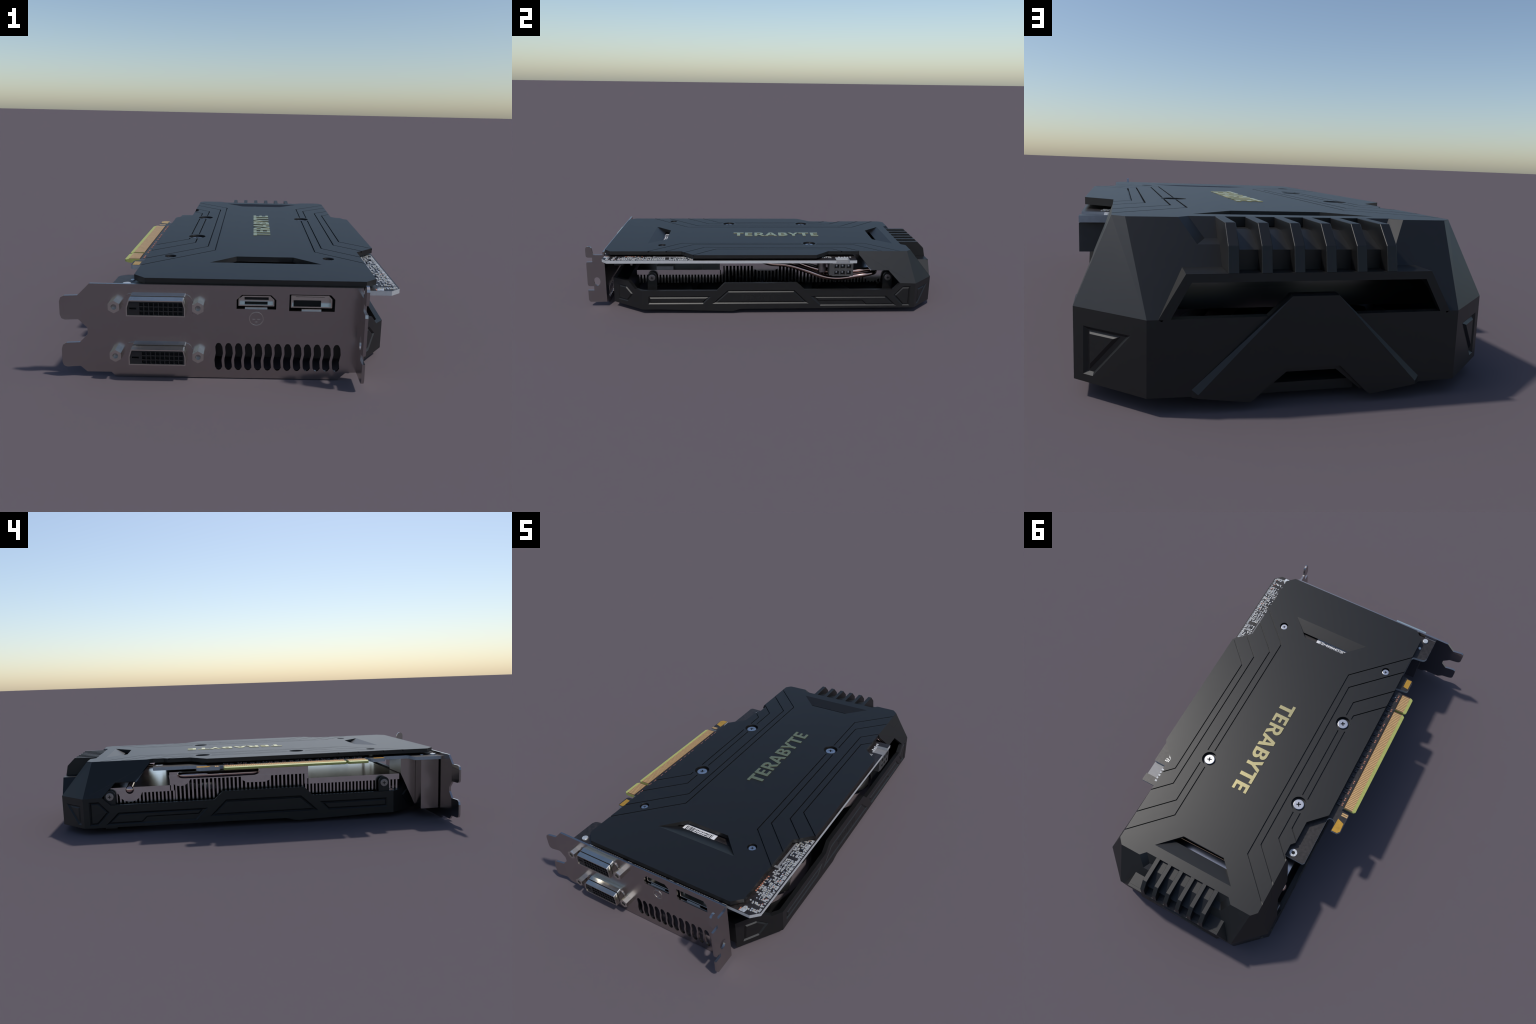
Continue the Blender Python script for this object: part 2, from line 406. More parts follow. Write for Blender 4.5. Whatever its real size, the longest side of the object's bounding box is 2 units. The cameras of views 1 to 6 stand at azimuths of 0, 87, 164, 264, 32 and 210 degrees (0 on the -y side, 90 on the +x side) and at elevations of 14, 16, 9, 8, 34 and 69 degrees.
# barcode label seen through the front vent
g = geo(); box(g, -0.008, 0.168, -0.625, -0.562, PT - .001, PT + .0008); label = build("barcode_label", g, "label", pcb)
g = geo(); x = 0.006
while x < 0.15:
    w = rnd.choice((.002, .003, .005))
    if x < 0.05 or x > 0.125: box(g, x, x + w, -0.600, -0.570, PT, PT + .0013)
    else:
        for k in range(3): box(g, x, x + w * 1.2, -0.604 + k * .012, -0.597 + k * .012, PT, PT + .0013)
    x += w + rnd.choice((.002, .004))
build("barcode_print", g, "chip", label, "stuff")

# power socket
g = geo(); x0, x1 = 0.500, 0.572
box(g, x0, x1 - .001, 0.371, 0.387, 0.228, 0.299)
box(g, x0, x1 - 0.030, 0.386, 0.504, 0.224, 0.296)
sock = build("power_socket", g, "socket", pcb)
holes = []
for r in range(2):
    for c in range(3):
        cy = 0.412 + c * 0.0337; cz = 0.2435 + r * 0.0365
        holes.append([(cy - .0125, cz - .0125), (cy + .0125, cz - .0125), (cy + .0125, cz + .008), (cy + .008, cz + .0125), (cy - .008, cz + .0125), (cy - .0125, cz + .008)])
sheet("socket_face", [[(0.387, 0.224), (0.504, 0.224), (0.504, 0.2955), (0.387, 0.2955)]] + holes, 0.030, frame((x1 - .015, 0, 0), (0, 1, 0), (0, 0, 1)), "socket", sock)
g = geo()
for r in range(2):
    for c in range(3):
        cy = 0.412 + c * 0.0337; cz = 0.2435 + r * 0.0365
        box(g, 0.52, 0.556, cy - .004, cy + .005, cz - .004, cz + .006)
build("socket_pin", g, "tin", sock)
g = geo(); box(g, 0.505, 0.5705, 0.388, 0.503, 0.2935, 0.2982)
build("socket_lid", g, "clip", sock)

# ------------------------------------------------------------------ cooler shroud
S = geo()
WT = 0.020
XR, XL = 0.562, mir(0.562)
YE = 0.991
side_prof = [(-0.672, 0.025), (-0.585, 0.026), (-0.170, 0.013), (-0.121, 0.027), (0.868, 0.031), (0.868, 0.1755), (0.778, 0.178),
             (0.739, 0.139), (0.237, 0.139), (0.193, 0.180), (-0.213, 0.180), (-0.256, 0.136), (-0.672, 0.136)]
panels_side = [  # (recess outline, island outline) in (y, z) on the long sides
    ([(-0.640, 0.103), (-0.288, 0.103), (-0.333, 0.057), (-0.640, 0.057)], None),
    ([(-0.196, 0.138), (0.180, 0.138), (0.262, 0.058), (-0.283, 0.058)], None),
    ([(0.270, 0.102), (0.704, 0.102), (0.765, 0.043), (0.328, 0.043)],
     [(0.308, 0.0905), (0.698, 0.0905), (0.737, 0.0550), (0.593, 0.0550), (0.568, 0.0785), (0.318, 0.0785)]),
    ([(0.744, 0.104), (0.794, 0.158), (0.841, 0.158), (0.841, 0.043), (0.800, 0.043)], None),
]
RD = 0.0056
def wall(name, poly2, fr, t, panels, hint):
    """one wall in its own plane with moat-like recesses around raised islands"""
    fr = fr.copy(); w = fr.to_3x3().col[2]
    P3 = lambda p, d: fr @ Vector((p[0], p[1], d))
    sgn = 1 if w.dot(Vector(hint)) > 0 else -1
    gg = geo(); prism(gg, [P3(p, 0) for p in poly2], [P3(p, -sgn * t) for p in poly2])
    o = build(name, gg, "plastic", None)
    cg = geo(); ig = geo()
    for rec, isl in panels:
        a = 0.0062; k = a / RD
        prism(cg, [P3(p, sgn * .003) for p in inset(rec, -0.003 * k)], [P3(p, -sgn * RD) for p in inset(rec, a)])
        top = isl if isl else inset(rec, 0.0124)
        prism(ig, [P3(p, -sgn * (RD + .001)) for p in inset(top, -(RD + .0004) * k)], [P3(p, -sgn * 0.0006) for p in top])
    if panels: cut(o, cg)
    add(S, [v.co for v in o.data.vertices], [tuple(p.vertices) for p in o.data.polygons])
    me = o.data; bpy.data.objects.remove(o); bpy.data.meshes.remove(me)
    return ig
shroud_islands = []
for X, hint in ((XR, (1, 0, 0)), (XL, (-1, 0, 0))):
    shroud_islands.append(wall("side", side_prof, frame((X, 0, 0), (0, 1, 0), (0, 0, 1)), WT, panels_side, hint))
# rear corner chamfers with the triangular recess
def plane_wall(p0, p1, prof, panels, hint):
    u = Vector((p1[0] - p0[0], p1[1] - p0[1], 0)); L = u.length; u.normalize()
    shroud_islands.append(wall("chamfer", [(s * L, z) for s, z in prof], frame((p0[0], p0[1], 0), u, (0, 0, 1)), WT,
                               [([(s * L, z) for s, z in r], None if i is None else [(s * L, z) for s, z in i]) for r, i in panels], hint))
tri_p = [([(0.145, 0.141), (0.795, 0.141), (0.275, 0.046), (0.138, 0.046)], [(0.235, 0.1275), (0.56, 0.1275), (0.235, 0.069)])]
front_prof = [(0, 0.025), (1, 0.030), (1, 0.176), (0.46, 0.178), (0.247, 0.138), (0, 0.136)]
front_p = [([(0.82, 0.145), (0.545, 0.145), (0.31, 0.105), (0.52, 0.052), (0.86, 0.051)], None)]
for m in (lambda x: x, mir):
    h = 1 if m(1) == 1 else -1
    plane_wall((m(XR), 0.868), (m(0.430), YE), [(0, 0.031), (1, 0.030), (1, 0.1755), (0, 0.1755)], tri_p, (h, 1, 0))
    plane_wall((m(XR), -0.672), (m(0.440), -0.853), front_prof, front_p, (h, -1, 0))
# front wall behind the bracket
facet(S, [(0.44, -0.853, 0.056), (mir(0.44), -0.853, 0.056), (mir(0.44), -0.853, 0.176), (0.44, -0.853, 0.176)], (0, -1, 0), WT)
# rear end wall with bottom notch
ew = [(0.430, 0.030), (0.340, 0.028), (0.222, 0.022), (0.169, 0.066), (mir(0.169), 0.066), (mir(0.222), 0.022), (mir(0.340), 0.028), (mir(0.430), 0.030),
      (mir(0.430), 0.1755), (0.430, 0.1755)]
facet(S, [(x, YE, z) for x, z in ew], (0, 1, 0), WT)
# hood facets
hood_side = [(0.491, 0.548, 0.346), (0.4985, 0.548, 0.328), (0.532, 0.620, 0.246), (0.532, 0.714, 0.246), (0.5605, 0.778, 0.178), (XR, 0.868, 0.1755), (0.491, 0.824, 0.346)]
chamf = [(XR, 0.868, 0.1755), (0.430, YE, 0.1755), (0.465, 0.850, 0.346), (0.491, 0.824, 0.346)]
slope_l = [(0.430, YE, 0.1755), (0.465, 0.850, 0.346), (0.364, 0.850, 0.346), (0.330, 0.8905, 0.297), (0.286, 0.8905, 0.297), (0.286, 0.9226, 0.258), (0.362, 0.9226, 0.258), (0.410, YE, 0.1755)]
pocket_side = [(0.364, 0.850, 0.346), (0.341, 0.825, 0.346), (0.312, 0.860, 0.305), (0.330, 0.8905, 0.297)]
pocket_back = [(0.341, 0.825, 0.346), (0.286, 0.825, 0.346), (0.286, 0.860, 0.305), (0.312, 0.860, 0.305)]
pocket_floor = [(0.312, 0.860, 0.305), (0.286, 0.860, 0.305), (0.286, 0.8905, 0.297), (0.330, 0.8905, 0.297)]
box_side = [(0.362, YE, 0.258), (0.362, 0.9226, 0.258), (0.410, YE, 0.1755)]
YF = YE + 0.0006
box_bar = [(0.4103, YF, 0.1750), (0.362, YF, 0.258), (0.3515, YF, 0.242), (0.3885, YF, 0.1750)]
for m in (lambda x: x, mir):
    h = 1 if m(1) == 1 else -1
    q = lambda poly: [(m(x), y, z) for x, y, z in poly]
    facet(S, q(hood_side), (h, 0, 0.4), 0.012)
    facet(S, q(chamf), (h, 1, 0.4), 0.012)
    facet(S, q(slope_l), (0, 1, 0.8), 0.010)
    facet(S, q(pocket_side), (-h, 0.3, 0.6), 0.006)
    facet(S, q(pocket_back), (0, 1, 0.8), 0.006)
    facet(S, q(pocket_floor), (0, 0, 1), 0.006)
    facet(S, q(box_side), (h, 0.2, 0.3), 0.008)
    facet(S, q(box_bar), (0, 1, 0), 0.012)
facet(S, [(0.362, YF, 0.258), (mir(0.362), YF, 0.258), (mir(0.3515), YF, 0.242), (0.3515, YF, 0.242)], (0, 1, 0), 0.012)
facet(S, [(0.362, 0.9226, 0.258), (0.362, YE - 0.0119, 0.258), (mir(0.362), YE - 0.0119, 0.258), (mir(0.362), 0.9226, 0.258)], (0, 0, 1), 0.011)
# stepped floor between the rear fins
xprism(S, [(0.815, 0.325), (0.880, 0.325), (0.954, 0.296), (0.954, 0.252), (0.940, 0.252), (0.940, 0.285), (0.870, 0.312), (0.815, 0.312)], mir(0.286) + 0.0005, 0.2855)
# floor with openings for the two fans
FANS = [(AX, -0.379, 0.380), (AX, 0.410, 0.378)]
shroud = build("shroud", S, "plastic")
fl = [(XR - .018, -0.672), (XR - .018, 0.860), (0.420, YE - .016), (0.236, YE - .012), (0.205, YE - .026), (mir(0.205), YE - .026), (mir(0.236), YE - .012), (mir(0.420), YE - .016),
      (XL + .018, 0.860), (XL + .018, -0.672), (XL + .10, -0.790), (XR - .10, -0.790)]
sheet("fan_guard_plate", [fl] + [circle(x, y, r, 72) for x, y, r in FANS], 0.006, F_XY(0.029), "plastic", shroud)
for gi in shroud_islands: build("relief_panel", gi, "plastic", shroud)
# raised chevron on the rear end
front = [(0.165, 0.215), (mir(0.165), 0.215), (mir(0.338), 0.034), (mir(0.338), 0.027), (mir(0.240), 0.013), (mir(0.232), 0.019), (mir(0.1745), 0.0755), (0.1745, 0.0755), (0.232, 0.019), (0.240, 0.013), (0.338, 0.027), (0.338, 0.034)]
back = [(0.165, 0.217), (mir(0.165), 0.217), (mir(0.349), 0.0415), (mir(0.349), 0.0265), (mir(0.240), 0.013), (mir(0.232), 0.019), (mir(0.1745), 0.0755), (0.1745, 0.0755), (0.232, 0.019), (0.240, 0.013), (0.349, 0.0265), (0.349, 0.0415)]
g2 = geo(); prism(g2, [(x, YE - 0.016, z) for x, z in back], [(x, YE, z) for x, z in back])
n = len(back)
add(g2, [(x, 1.0, z) for x, z in front], [])
g2[1].pop(1)
for i in range(n): g2[1].append((n + i, n + (i + 1) % n, 2 * n + (i + 1) % n, 2 * n + i))
g2[1].append(tuple(range(2 * n, 3 * n)))
build("rear_chevron", g2, "plastic", shroud)
g = geo(); box(g, mir(0.215), 0.215, 0.955, 0.970, 0.017, 0.037); build("notch_bar", g, "plastic", shroud)
# rear fins
fin_prof = [(0.8245, 0.346), (0.943, 0.346), (0.982, 0.307), (0.9925, 0.2575), (0.845, 0.2575)]
gf = geo(); xprism(gf, fin_prof, -0.0103, 0.0103); fin_me = clean(mesh("cooling_fin", gf[0], gf[1], ("plastic",)))
t_ = obj("fin_form", fin_me, None); bevel_edges(t_, 0.0010, 1, 20); fin_me = t_.data; bpy.data.objects.remove(t_)
for i in range(6): place("cooling_fin", fin_me, (0.2758 - i * 0.0628, 0, 0), None, shroud)
# side lettering on the right panel
sf = 0.42
for ch, y in word:
    loops = [[(a / 1000 * sf, b / 1000 * sf) for a, b in lp] for lp in LET[ch]]
    sheet("letter", loops, 0.0016, frame((XR - 0.0006, -0.012 + (y - 0.096) * sf, 0.081), (0, 1, 0), (0, 0, 1)), "dark_ink", shroud)
# faint seam line pressed into the hood flanks
g = geo()
for m in (lambda x: x, mir):
    h = 1 if m(1) == 1 else -1
    on = lambda y, z: Vector((m(0.491 + (0.346 - z) * 0.4152), y, z)) + Vector((h * 0.925, 0, 0.38)) * 0.0002
    for (ya, za), (yb, zb) in zip(((0.700, 0.338), (0.738, 0.297), (0.744, 0.295)), ((0.738, 0.297), (0.744, 0.295), (0.808, 0.295))):
        d = Vector((0, yb - ya, zb - za)).normalized(); w = Vector((0, -d.z, d.y)) * 0.0012
        quad = [on(ya - w.y, za - w.z), on(yb - w.y, zb - w.z), on(yb + w.y, zb + w.z), on(ya + w.y, za + w.z)]
        prism(g, quad, [v - Vector((h * 0.925, 0, 0.38)) * 0.002 for v in quad])
build("hood_seam", g, "matt", shroud)
# polished sheet lining inside the hood
g = geo()
for m in (lambda x: x, mir):
    h = 1 if m(1) == 1 else -1
    lin = [(0.4765, 0.545, 0.325), (0.5185, 0.614, 0.240), (0.5185, 0.716, 0.240), (0.545, 0.778, 0.180), (0.545, 0.860, 0.178), (0.4765, 0.820, 0.325)]
    facet(g, [(m(x), y, z) for x, y, z in lin], (-h, 0, -0.4), 0.003)
build("hood_lining", g, "alu", shroud)
# screw ears holding the heatsink
def ear(name, xs, y):
    g = geo(); pr = [(y - .029, 0.020), (y + .029, 0.020), (y + .027, 0.182)] + [(y + .027 * math.cos(math.radians(a)), 0.182 + .027 * math.sin(math.radians(a))) for a in range(20, 180, 20)] + [(y - .027, 0.182)]
    xprism(g, pr, xs - .006, xs + .006); o = build(name, g, "plastic", shroud); bevel_edges(o, 0.0015, 1); return o
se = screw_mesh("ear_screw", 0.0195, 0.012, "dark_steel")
for xs, sgn, ys in ((0.452, 1, (-0.630, 0.732)), (-0.303, -1, (-0.628, 0.742))):
    for y in ys:
        e = ear("screw_ear", xs, y)
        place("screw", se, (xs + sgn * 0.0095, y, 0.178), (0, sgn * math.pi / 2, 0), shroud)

# ------------------------------------------------------------------ fans
def fan_blade():
    g = geo(); nr, nt_ = 14, 6; th = 0.003
    top = []; bot = []
    for i in range(nr + 1):
        t = i / nr; r = 0.125 + (0.366 - 0.125) * t
        w = 0.48 * math.sqrt(max(0.0, 1 - t ** 5)) * (1 - 0.15 * t) + 0.05; a0 = 0.30 + 0.35 * t - w / 2
        for j in range(nt_ + 1):
            a = a0 + (j / nt_) * w
            z = 0.050 + 0.060 * (j / nt_) - 0.012 * (i / nr) + 0.01 * math.sin(math.pi * j / nt_)
            p = Vector((r * math.cos(a), r * math.sin(a), z)); top.append(p); bot.append(p - Vector((0, 0, th)))
    k = nt_ + 1; N = len(top); f = []
    for i in range(nr):
        for j in range(nt_):
            a, b, c, d = i * k + j, i * k + j + 1, (i + 1) * k + j + 1, (i + 1) * k + j
            f.append((a, b, c, d)); f.append((N + d, N + c, N + b, N + a))
    rim = [j for j in range(k)] + [i * k + nt_ for i in range(1, nr + 1)] + [nr * k + j for j in range(nt_ - 1, -1, -1)] + [i * k for i in range(nr - 1, 0, -1)]
    for a, b in zip(rim, rim[1:] + rim[:1]): f.append((b, a, N + a, N + b))
    add(g, top + bot, f); me = clean(mesh("fan_blade", g[0], g[1], ("matt",))); me.shade_smooth(); return me
blade = fan_blade()
for n_, (fx, fy, fr) in enumerate(FANS):
    hub_g = geo(); zprism(hub_g, circle(0, 0, 0.130, 48), 0.026, 0.137)
    hub = build("fan", hub_g, "matt"); hub.location = (fx, fy, 0); bevel_edges(hub, 0.006, 2)
    for i in range(9):
        b = obj("fan_blade", blade, hub); b.rotation_euler = (0, 0, i * 2 * math.pi / 9 + (-0.16, 0.246)[n_])
    rg = geo()
    for i in range(72):
        a0, a1 = 2 * math.pi * i / 72, 2 * math.pi * (i + 1) / 72
        ri, ro = fr - 0.001, fr + 0.006
        prism(rg, [(r * math.cos(a), r * math.sin(a), 0.020) for r, a in ((ri, a0), (ro, a0), (ro, a1), (ri, a1))],
                  [(r * math.cos(a), r * math.sin(a), 0.036) for r, a in ((ri, a0), (ro, a0), (ro, a1), (ri, a1))])
    build("fan_ring", rg, "matt", hub)

# ------------------------------------------------------------------ heatsink
HX0, HX1 = -0.279, 0.428
hs = build("heatsink", geo(), "alu")
def fin_plate(name, z0, z1):
    g = geo(); box(g, HX0 + .001, HX1 - .001, -0.0042, 0.0042, z0, z1); return clean(mesh(name, g[0], g[1], ("alu",)))
fw = fin_plate("heatsink_fin", 0.138, 0.1885); fc = fin_plate("tall_heatsink_fin", 0.138, 0.2410)
for i in range(27): place("heatsink_fin", fw, (0, -0.7048 + i * 0.01825, 0), None, hs)
for i in range(-1, 31): place("heatsink_fin", fc, (0, -0.1911 + i * 0.02043, 0), None, hs)
for i in range(-3, 16): place("heatsink_fin", fw, (0, 0.4897 + i * 0.01855, 0), None, hs)
# solid crowns above the fins and webs around the pipe bores
g = geo()
box(g, HX0, HX1, -0.7185, -0.2375, 0.1875, 0.2160); box(g, HX0, HX1, 0.4470, 0.785, 0.1875, 0.2160)
box(g, HX0, HX1, -0.2430, 0.452, 0.2405, 0.2800)
box(g, HX0, HX1, -0.2430, -0.2230, 0.1885, 0.2410); box(g, HX0, HX1, 0.4330, 0.4520, 0.1885, 0.2410)
for x0, x1 in ((HX0, HX0 + .01), (HX1 - .01, HX1)):
    for cy, cz, r in ((0.647, 0.204, 0.060), (0.400, 0.264, 0.055)):
        xprism(g, [(cy + r * math.cos(math.radians(a)), cz + r * math.sin(math.radians(a))) for a in range(180, 361, 15)], x0 - .0008, x1 - .0008)
    xprism(g, [(0.100, 0.246), (0.090, 0.223), (0.070, 0.211), (-0.020, 0.210), (-0.045, 0.219), (-0.056, 0.246)], x0 - .0008, x1 - .0008)
tmp = clean(mesh("heatsink", g[0], g[1], ("alu",))); old = hs.data; hs.data = tmp; bpy.data.meshes.remove(old)
# chips and pads between board and wings
g = geo()
box(g, 0.300, 0.415, -0.608, -0.512, 0.2150, 0.234)
build("thermal_pad", g, "clip", hs)
g = geo()
box(g, 0.05, 0.22, -0.56, -0.36, 0.275, 0.2985); box(g, -0.10, 0.05, 0.46, 0.515, 0.27, 0.2985)
build("memory_chip", g, "chip", pcb)
g = geo()
zprism(g, circle(0.452, 0.345, 0.024, 24), 0.215, 0.2985); zprism(g, circle(0.46, -0.80, 0.007, 12), 0.27, 0.2985); zprism(g, circle(0.44, -0.745, 0.009, 12), 0.25, 0.2985)
build("capacitor_can", g, "dark_steel", pcb)

# ------------------------------------------------------------------ heat pipes
R_ = 0.0135
tube("heat_pipe", [(0.40, -0.01, 0.266), (0.455, 0.040, 0.264), (0.474, 0.140, 0.260), (0.474, 0.246, 0.228), (0.474, 0.362, 0.188), (0.474, 0.440, 0.180), (0.474, 0.540, 0.193), (0.468, 0.625, 0.206), (0.440, 0.655, 0.206), (0.30, 0.660, 0.205)], R_, "copper", hs)
tube("heat_pipe", [(0.35, 0.15, 0.266), (0.43, 0.215, 0.258), (0.448, 0.300, 0.232), (0.448, 0.390, 0.212), (0.448, 0.530, 0.214), (0.445, 0.600, 0.222), (0.42, 0.650, 0.222), (0.30, 0.664, 0.222)], R_ * 0.9, "copper", hs)
tube("heat_pipe", [(-0.10, 0.385, 0.264), (-0.270, 0.402, 0.265), (-0.300, 0.388, 0.265), (-0.306, 0.345, 0.265), (-0.306, 0.075, 0.265), (-0.300, 0.032, 0.265), (-0.270, 0.016, 0.265), (-0.10, 0.010, 0.264)], 0.0145, "copper", hs)
tube("heat_pipe", [(0.30, 0.660, 0.206), (0.0, 0.655, 0.205), (-0.285, 0.647, 0.205)], 0.0195, "copper", hs, handles='VECTOR')
g = geo()
bm = bmesh.new(); bmesh.ops.create_uvsphere(bm, u_segments=24, v_segments=16, radius=0.0205)
me = bpy.data.meshes.new("heat_pipe_cap"); bm.to_mesh(me); bm.free(); me.materials.append(M["copper"]); me.shade_smooth()
o = place("heat_pipe_cap", me, (-0.287, 0.647, 0.205), None, hs); o.scale = (0.7, 1, 1)

# ------------------------------------------------------------------ slot bracket
Y0, Y1 = -0.9055, -0.8965
outl = [(-0.468, 0.3285), (-0.509, 0.287), (-0.552, 0.287), (-0.563, 0.281), (-0.568, 0.267), (-0.568, 0.221), (-0.563, 0.208), (-0.552, 0.203),
    (-0.510, 0.203), (-0.4805, 0.173), (-0.4805, 0.150), (-0.508, 0.121), (-0.552, 0.121), (-0.563, 0.114), (-0.568, 0.099), (-0.568, 0.051), (-0.563, 0.039), (-0.552, 0.0345),
    (-0.510, 0.0355), (-0.488, 0.015), (-0.405, 0.015), (-0.392, 0.0), (0.368, 0.0), (0.396, 0.026), (0.4405, 0.027), (0.4405, 0.3285)]
vent = [(-0.0118, 0.114), (-0.0098, 0.090), (-0.0145, 0.066), (-0.0125, 0.040), (-0.0065, 0.031), (0, 0.0285), (0.0065, 0.031), (0.0125, 0.040), (0.0098, 0.064), (0.0148, 0.090), (0.0125, 0.113), (0.0065, 0.125), (0, 0.1275), (-0.0068, 0.125)]
holes = [[(-0.0397 + i * 0.03335 + a, b) for a, b in vent] for i in range(13)]
hdmi = [(0.019, 0.249), (0.151, 0.249), (0.151, 0.282), (0.134, 0.2985), (0.037, 0.2985), (0.019, 0.281)]
dport = [(0.1945, 0.2445), (0.347, 0.2445), (0.347, 0.287), (0.332, 0.3025), (0.1945, 0.3025)]
bracket = sheet("slot_bracket", [outl, hdmi, dport] + holes, Y1 - Y0, F_XZ((Y0 + Y1) / 2), "steel")
bm = bmesh.new(); bm.from_mesh(bracket.data)
bmesh.ops.bisect_plane(bm, geom=bm.verts[:] + bm.edges[:] + bm.faces[:], plane_co=(-0.505, 0, 0), plane_no=(1, 0, 0))
bm.to_mesh(bracket.data); bm.free()
for v in bracket.data.vertices:          # the slot tongues lean slightly outwards
    if v.co.x < -0.505: v.co.y -= 0.008 * min(1, (-0.505 - v.co.x) / 0.055)
flange = [(-0.8965, 0.0275), (-0.991, 0.0275), (-0.998, 0.036), (-1.0, 0.042), (-1.0, 0.098), (-0.965, 0.098), (-0.965, 0.123), (-0.990, 0.123), (-0.997, 0.127), (-1.0, 0.136), (-1.0, 0.256), (-0.997, 0.267), (-0.965, 0.268),
    (-0.965, 0.294), (-0.988, 0.294), (-0.997, 0.298), (-1.0, 0.306), (-1.0, 0.343), (-0.997, 0.352), (-0.990, 0.358), (-0.981, 0.360), (-0.972, 0.357), (-0.966, 0.350), (-0.963, 0.338), (-0.961, 0.318), (-0.957, 0.311), (-0.950, 0.3095), (-0.8965, 0.3095)]
slot_hole = [(-0.9455 + 0.0185 * math.cos(a), 0.152 + 0.025 * math.sin(a)) for a in [i * math.pi / 12 for i in range(24)]]
sheet("bracket_flange", [flange, slot_hole], 0.010, frame((0.436, 0, 0), (0, 1, 0), (0, 0, 1)), "steel", bracket)
# stamped round mark with three bars, raised in brighter nickel to draw its glint
ringm = [circle(0.0857, 0.2155, 0.0240, 28), circle(0.0857, 0.2155, 0.0222, 28)]
sheet("stamped_ring", ringm, 0.0024, F_XZ(Y0 - 0.0002), "shell", bracket)
g = geo()
for cx, cz, w in ((0.0772, 0.2135, 0.0095), (0.0935, 0.2135, 0.0095), (0.0855, 0.2040, 0.0075)): box(g, cx - w / 2, cx + w / 2, Y0 - .0010, Y0 + .001, cz - .0012, cz + .0012)
build("stamped_bar", g, "shell", bracket)
# DVI sockets
def dvi(z0, xl):
    xr = -0.148; zt = z0 + 0.055; ya = -0.945; ym = -0.934
    def D(d, up=0.0, sx=0.0):
        return inset([(xl, z0), (xr, z0), (xr, z0 + 0.030 + up), (xr - 0.006 + sx, zt - .003 + up), (xr - 0.0085 + sx, zt + up), (xl + 0.0095 + sx, zt + up), (xl + 0.007 + sx, zt - .003 + up), (xl, z0 + 0.030 + up)], d)
    g = geo()
    prism(g, [(x, ym, z) for x, z in D(0, 0.004)], [(x, -0.9262, z) for x, z in D(0, 0.0072, 0.002)])
    prism(g, [(x, -0.9222, z) for x, z in D(0, 0.009, 0.003)], [(x, -0.904, z) for x, z in D(0, 0.016, 0.005)])
    shell = build("dvi_socket", g, "shell", bracket)
    g = geo(); prism(g, [(x, -0.9270, z) for x, z in D(0.003, 0.007)], [(x, -0.9215, z) for x, z in D(0.003, 0.007)]); build("dvi_seam", g, "black", shell)
    g = geo()
    for (x0_, z0_), (x1_, z1_), (x2_, z2_), (x3_, z3_) in zip(D(0), D(0)[1:] + D(0)[:1], D(0.0035)[1:] + D(0.0035)[:1], D(0.0035)):
        prism(g, [(x0_, ya, z0_), (x1_, ya, z1_), (x2_, ya, z2_), (x3_, ya, z3_)],
                 [(x, ym + .0005, z + (0.004 if z > z0 + 0.03 else 0)) for x, z in ((x0_, z0_), (x1_, z1_), (x2_, z2_), (x3_, z3_))])
    build("dvi_rim", g, "shell", shell)
    pins = [[(xl + 0.011, z0 + 0.023), (xl + 0.034, z0 + 0.023), (xl + 0.034, z0 + 0.0295), (xl + 0.011, z0 + 0.0295)]]
    px = (xr - 0.006 - (xl + 0.044)) / 9
    for r in range(3):
        for c in range(9):
            a = xl + 0.044 + c * px; b = z0 + 0.0045 + r * 0.0150
            pins.append([(a, b), (a + px * 0.80, b), (a + px * 0.80, b + 0.0118), (a, b + 0.0118)])
    sheet("dvi_insulator", [D(0.003)] + pins, 0.006, F_XZ(ya + 0.005), "insul", shell)
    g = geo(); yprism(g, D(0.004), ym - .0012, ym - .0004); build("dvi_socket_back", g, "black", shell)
    # rounded mounting plate
    rr = [(-0.357, z0 - .003), (-0.127, z0 - .003), (-0.127, z0 + .036)] + [(-0.152 + .025 * math.cos(math.radians(a)), z0 + .036 + .030 * math.sin(math.radians(a))) for a in range(15, 90, 15)] + \
         [(-0.333 - .024 * math.sin(math.radians(a)), z0 + .036 + .030 * math.cos(math.radians(a))) for a in range(0, 90, 15)] + [(-0.357, z0 + .036)]
    sheet("dvi_mounting_plate", [rr], 0.004, F_XZ(Y0 - 0.0018), "steel", shell)
    for hx in (-0.3825, -0.107):
        zc = z0 + 0.0285
        hexp = [circle(hx, zc, 0.0215, 6, math.pi / 6), circle(hx, zc, 0.0095, 20)]
        h = sheet("hex_standoff", hexp, 0.034, F_XZ(-0.9215), "shell", shell)
        g = geo(); yprism(g, circle(hx, zc, 0.0105, 16), -0.926, -0.908); build("standoff_bore", g, "dark_steel", h)
dvi(0.2305, -0.341); dvi(0.0590, -0.337)

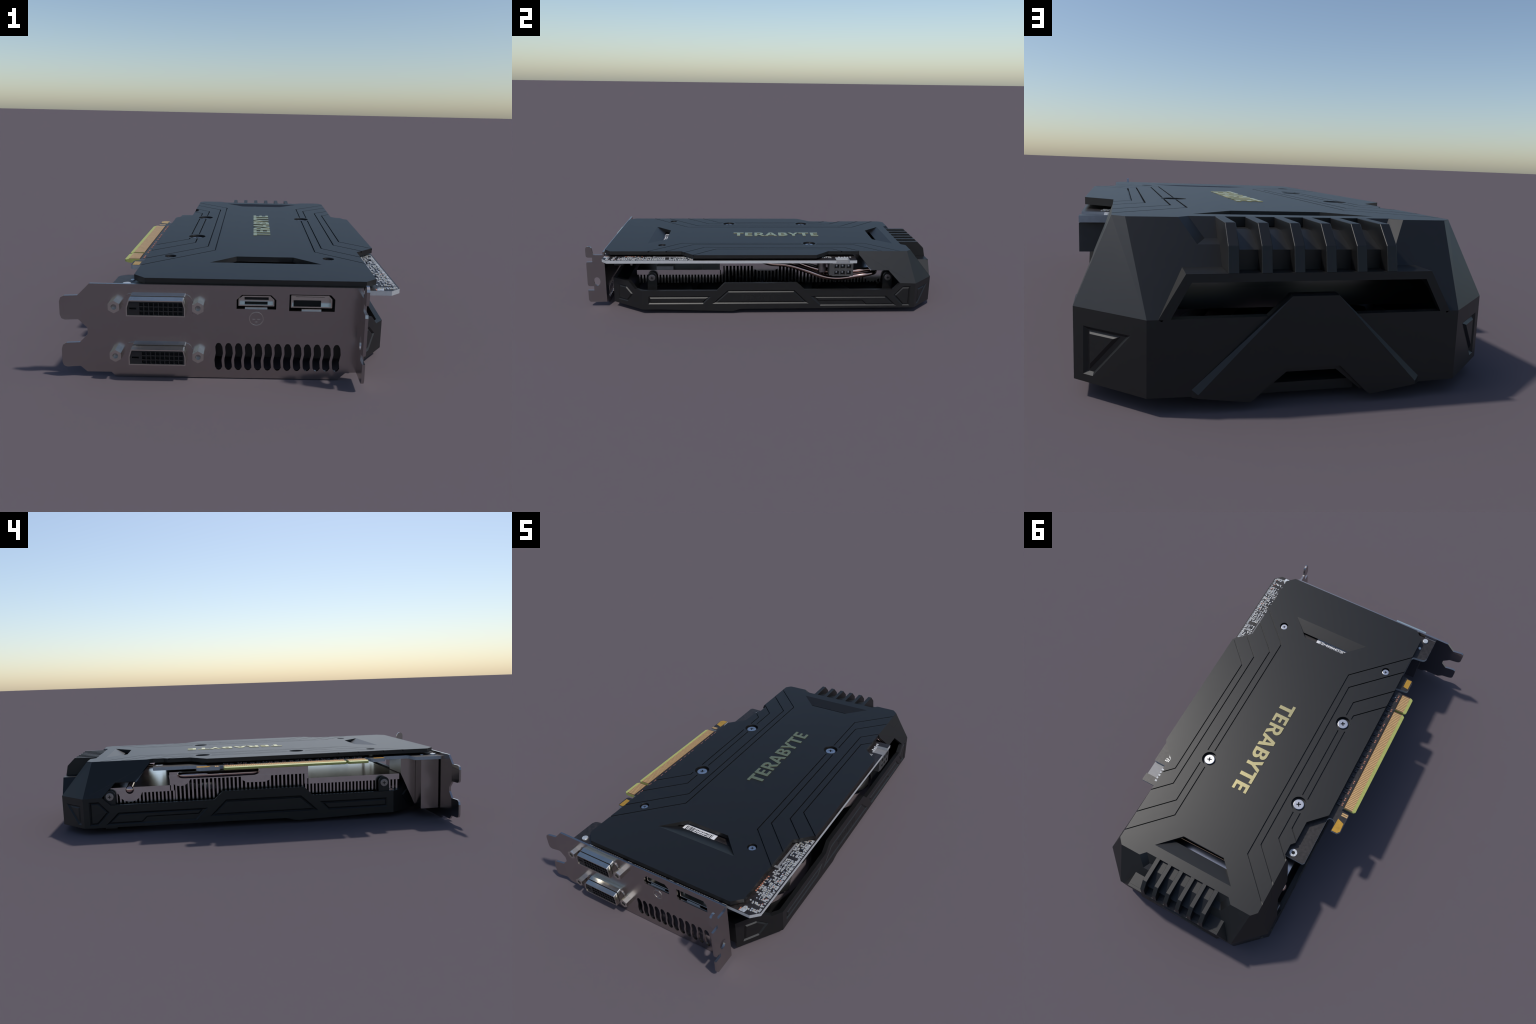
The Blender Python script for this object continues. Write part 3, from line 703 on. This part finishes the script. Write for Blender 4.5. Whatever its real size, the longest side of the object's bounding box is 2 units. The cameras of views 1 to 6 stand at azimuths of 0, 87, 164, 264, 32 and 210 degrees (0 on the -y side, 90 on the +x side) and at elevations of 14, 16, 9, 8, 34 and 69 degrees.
# HDMI and DisplayPort sockets set behind the bracket
def socket(name, poly, d, lip):
    s = sheet(name, [inset(poly, d), inset(poly, d + 0.0040)], 0.040, F_XZ(-0.873), "shell", bracket)
    g = geo(); yprism(g, inset(poly, d + 0.0030), -0.8720, -0.8680); build("socket_back", g, "shell", s)  # back given bright nickel to lighten the interior with its pale reflections
    gg = geo()
    for l in lip: box(gg, *l)
    build("socket_tongue", gg, "black", s)
    return s
hd = socket("hdmi_socket", [(0.021, 0.252), (0.149, 0.252), (0.149, 0.280), (0.133, 0.2955), (0.038, 0.2955), (0.021, 0.280)], 0.004, ((0.045, 0.126, -0.888, -0.870, 0.2765, 0.2885), (0.046, 0.123, -0.8745, -0.870, 0.2570, 0.2645)))
dp = socket("display_port_socket", [(0.197, 0.249), (0.343, 0.249), (0.343, 0.285), (0.329, 0.300), (0.197, 0.300)], 0.004, ((0.217, 0.314, -0.886, -0.870, 0.2885, 0.2915), (0.211, 0.304, -0.8745, -0.870, 0.2545, 0.2720)))
g = geo(); box(g, 0.047, 0.122, -0.897, -0.86, 0.2485, 0.2535); build("socket_spring", g, "shell", hd)
g = geo(); box(g, 0.237, 0.303, -0.897, -0.86, 0.2440, 0.2500); build("socket_spring", g, "shell", dp)

# stacked socket housing seen from the slot side
g = geo()
box(g, -0.368, -0.110, -0.8905, -0.800, 0.046, 0.2975)
prism(g, [(-0.290, -0.799, 0.2975), (-0.290, -0.723, 0.2975), (-0.290, -0.723, 0.219), (-0.290, -0.797, 0.055), (-0.290, -0.799, 0.060)],
         [(-0.120, -0.799, 0.2975), (-0.120, -0.723, 0.2975), (-0.120, -0.723, 0.219), (-0.120, -0.797, 0.055), (-0.120, -0.799, 0.060)])
o = build("socket_housing", g, "steel", bracket)
g = geo(); box(g, 0.02, 0.40, -0.852, -0.800, 0.235, 0.2985); build("socket_block", g, "insul", bracket)
g = geo(); box(g, -0.402, -0.340, -0.8960, -0.888, 0.2990, 0.3140); build("board_clamp", g, "dark_steel", bracket)
